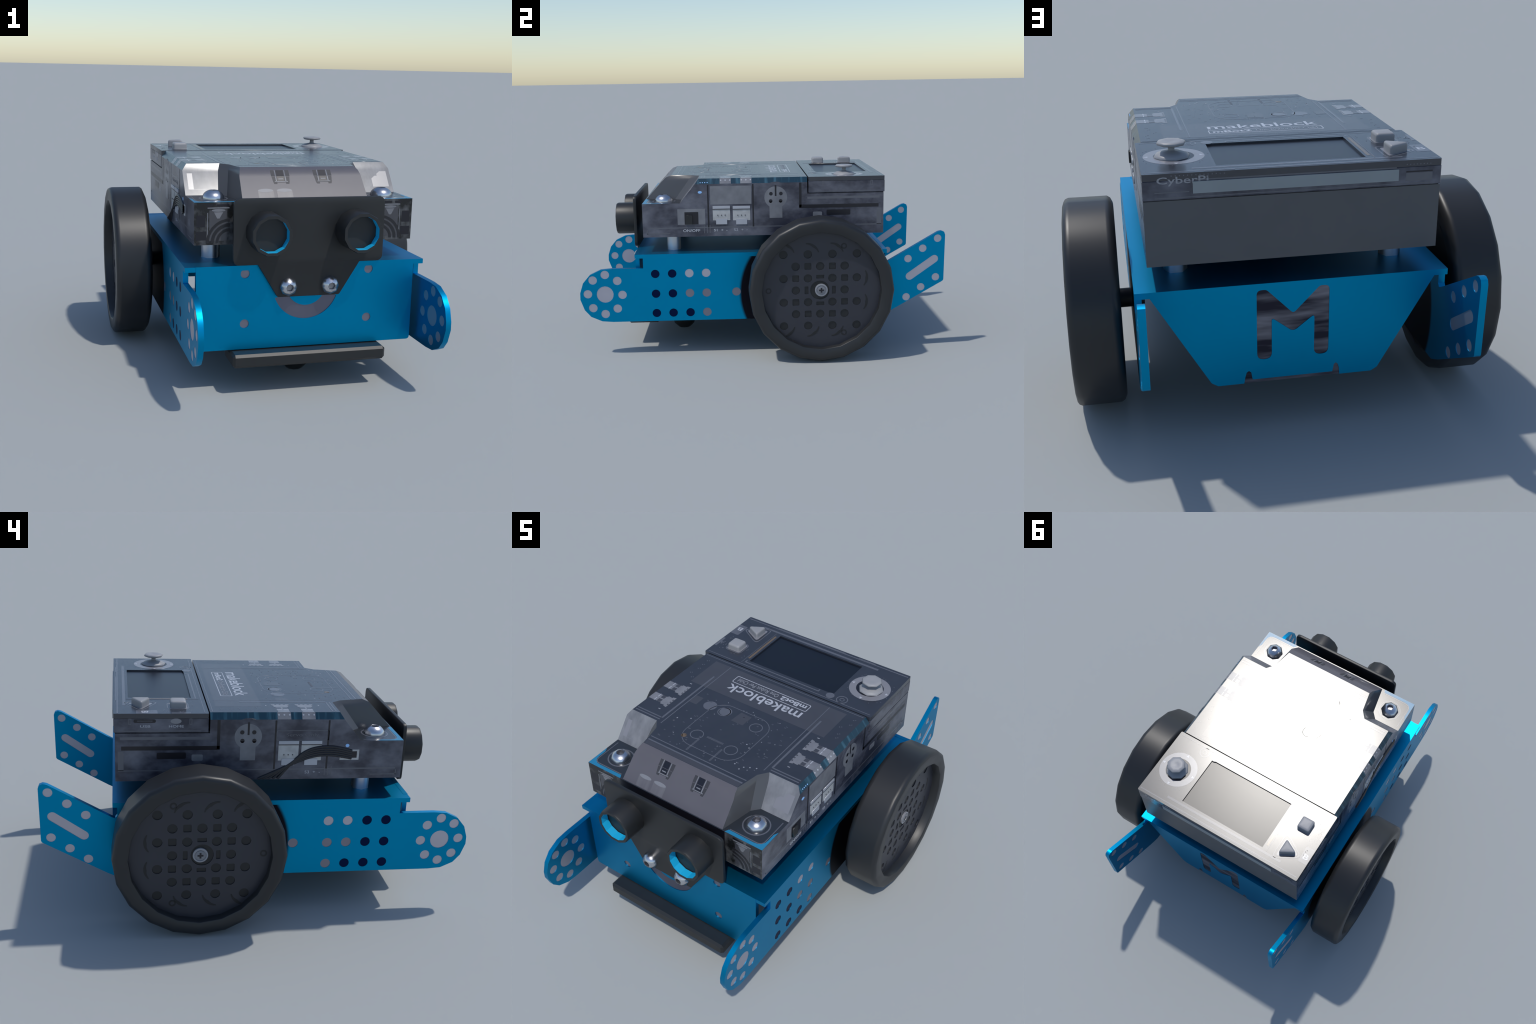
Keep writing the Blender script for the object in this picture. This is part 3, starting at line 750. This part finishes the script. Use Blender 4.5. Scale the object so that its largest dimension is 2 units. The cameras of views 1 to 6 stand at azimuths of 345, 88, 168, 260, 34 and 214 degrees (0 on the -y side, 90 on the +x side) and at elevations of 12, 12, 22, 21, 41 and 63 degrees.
def socket(f, sgn, y0, y1, z0, z1):
    s = wall(f, sgn, "white_socket", [[(y0, z0), (y1, z0), (y1, z1), (y0, z1)]], M_SOCKET, t=0.0007)
    m = (y0 + y1) / 2
    stuff("socket_tab", [rect(min(sgn * (m - 0.030), sgn * (m + 0.030)), z0 - 0.022, max(sgn * (m - 0.030), sgn * (m + 0.030)), z0 + 0.008),
                         rect(min(sgn * y0, sgn * y1), z1 - 0.013, max(sgn * y0, sgn * y1), z1 + 0.002)], f, M_PRINT, s, t=0.0032)
    stuff("socket_dark_mark", [rect(min(sgn * y0, sgn * y1), z1 - 0.018, max(sgn * y0, sgn * y1), z1 - 0.014)] +
          [circle(sgn * (m + d), z0 + 0.028, 0.003, 8) for d in (-0.02, 0, 0.02)], f, M_BAND, s, t=0.0026)  # flat dark strip and dots drawn on the socket
socket(RIGHT, 1, -0.266, -0.172, 0.738, 0.815)
socket(RIGHT, 1, -0.157, -0.063, 0.736, 0.813)
wall(RIGHT, 1, "internal_window", [rect(-0.278, 0.825, -0.055, 0.925)], M_GREYPART, t=0.0002)
switch = wall(RIGHT, 1, "switch_housing", [rect(-0.458, 0.717, -0.308, 0.803)], M_GREYPART)
wall(RIGHT, 1, "switch_slot_patch", [rect(-0.420, 0.718, -0.345, 0.786)], M_DARKPART, t=0.0007)  # dark plate drawn for the switch slot, no opening cut
wall(RIGHT, 1, "switch_knob", [rect(-0.414, 0.720, -0.378, 0.770)], M_BLACK, t=0.008)
text("switch_print", "ON/OFF", RIGHT, -0.430, 0.6765, 0.093, 0.0155, M_PRINT, hub, bold=0.02)
text("port_print", "S1  +  -", RIGHT, -0.262, 0.677, 0.074, 0.014, M_PRINT, hub, bold=0.02)
text("port_print", "S2  +  -", RIGHT, -0.152, 0.677, 0.074, 0.014, M_PRINT, hub)
wall(RIGHT, 1, "status_light", [circle(-0.333, 0.893, 0.011, 16, 0, 0.007)], M_LED, t=0.0007)

# left wall
socket(LEFT, -1, -0.155, -0.062, 0.742, 0.834)
socket(LEFT, -1, -0.262, -0.168, 0.742, 0.834)
wall(LEFT, -1, "servo_box", [rrect(-0.293, 0.838, -0.050, 0.886, 0.006), rrect(-0.290, 0.841, -0.053, 0.883, 0.005)], M_PRINT2)
text("servo_print", "Servo Only", LEFT, 0.095, 0.853, 0.150, 0.020, M_PRINT2, hub)
wall(LEFT, -1, "cable_plug", [rect(-0.440, 0.742, -0.350, 0.792)], M_SOCKET)
wall(LEFT, -1, "plug_mouth_patch", [rect(-0.430, 0.752, -0.355, 0.784)], M_DARKPART, t=0.0007)  # dark plate stands for the plug opening
text("port_print", "S3  +  -", LEFT, 0.190, 0.678, 0.072, 0.014, M_PRINT, hub)
wall(LEFT, -1, "status_light", [circle(-0.382, 0.812, 0.009, 16, 0, 0.008)], M_LED, t=0.0007)
for k, off in enumerate((-0.020, -0.010, 0.0, 0.010, 0.020)):
    cu = bpy.data.curves.new("cable", 'CURVE')
    cu.dimensions = '3D'
    cu.bevel_depth = 0.0068
    cu.bevel_resolution = 2
    s = cu.splines.new('NURBS')
    pts = [(-0.020 + off * 2.2, 0.655), (-0.070 + off * 1.5, 0.692 - off * 0.4), (-0.130 + off * 0.7, 0.735 - off * 0.8), (-0.200, 0.778 - off), (-0.285, 0.792 - off), (-0.350, 0.783 - off), (-0.405, 0.768 - off * 0.9)]
    s.points.add(len(pts) - 1)
    for p, q in zip(s.points, pts):
        p.co = (-0.4985, q[0], q[1], 1)
    s.use_endpoint_u = True
    s.order_u = 4
    ob = bpy.data.objects.new("cable", cu)
    SC.objects.link(ob)
    dg = bpy.context.evaluated_depsgraph_get()
    me = bpy.data.meshes.new_from_object(ob.evaluated_get(dg))
    bpy.data.objects.remove(ob)
    me.materials.clear()
    finish("cable", me, M_CABLE, hub, 60)

# controller side faces
CL = Frame((-0.4985, 0, 0), (0, -1, 0), (0, 0, 1))
CR = Frame((0.4985, 0, 0), (0, 1, 0), (0, 0, 1))
CB = Frame((0, 0.6725, 0), (-1, 0, 0), (0, 0, 1))
decal("usb_port", [rrect(-0.586, 0.924, -0.489, 0.940, 0.007)], CL, M_DARKPART, controller)
decal("usb_tongue", [rect(-0.570, 0.931, -0.503, 0.9335)], CL, M_PRINT2, controller, t=0.0007)
decal("home_button", [circle(-0.401, 0.931, 0.024, 24, 0, 0.012)], CL, M_RING, controller)
text("port_print", "USB", CL, -0.557, 0.902, 0.045, 0.011, M_PRINT, controller)
text("port_print", "HOME", CL, -0.432, 0.902, 0.065, 0.011, M_PRINT, controller)
for f in (CL, CR):
    decal("module_frame", [rect(*((-0.645, 0.884, -0.285, 0.9415) if f is CL else (0.285, 0.884, 0.645, 0.9415)))], f, M_GREYPART if False else M_SIDE, controller, t=0.0002)
    s = -1 if f is CL else 1
    stuff("module_peg", [[rect(min(s * y, s * (y + 0.012)), 0.915, max(s * y, s * (y + 0.012)), 0.9425), rect(min(s * (y + 0.003), s * (y + 0.009)), 0.918, max(s * (y + 0.003), s * (y + 0.009)), 0.9400)] for y in (0.33, 0.595)] +
          [rect(min(s * 0.29, s * 0.645), 0.884, max(s * 0.29, s * 0.645), 0.888)], f, M_PRINT2, controller)
text("module_lettering", "CyberPi", CB, -0.452, 0.9245, 0.165, 0.030, M_PRINT3, controller, bold=0.012)
plate("light_strip", [rect(-0.3385, 0.897, 0.3475, 0.9365)], CB, -0.004, 0.004, M_STRIP, controller)
decal("card_slot_patch", [rect(0.374, 0.9235, 0.467, 0.928)], CB, M_DARKPART, controller)  # thin dark plate in place of a cut card slot
decal("card_tray", [rect(0.374, 0.894, 0.467, 0.921)], CB, M_PRINT2, controller, t=0.0003)
stuff("solder_point", [circle(0.376 + i * 0.0118, 0.951, 0.0024, 6) for i in range(8)] + [circle(-0.405 + i * 0.013, 0.9575, 0.0022, 6) for i in range(14)], CB, M_PRINT2, controller)
stuff("white_line", [rect(-0.46, 0.902, -0.35, 0.905), rect(-0.46, 0.884, 0.46, 0.887), rect(-0.33, 0.939, 0.34, 0.9435)], CB, M_PRINT2, controller, t=0.0003)
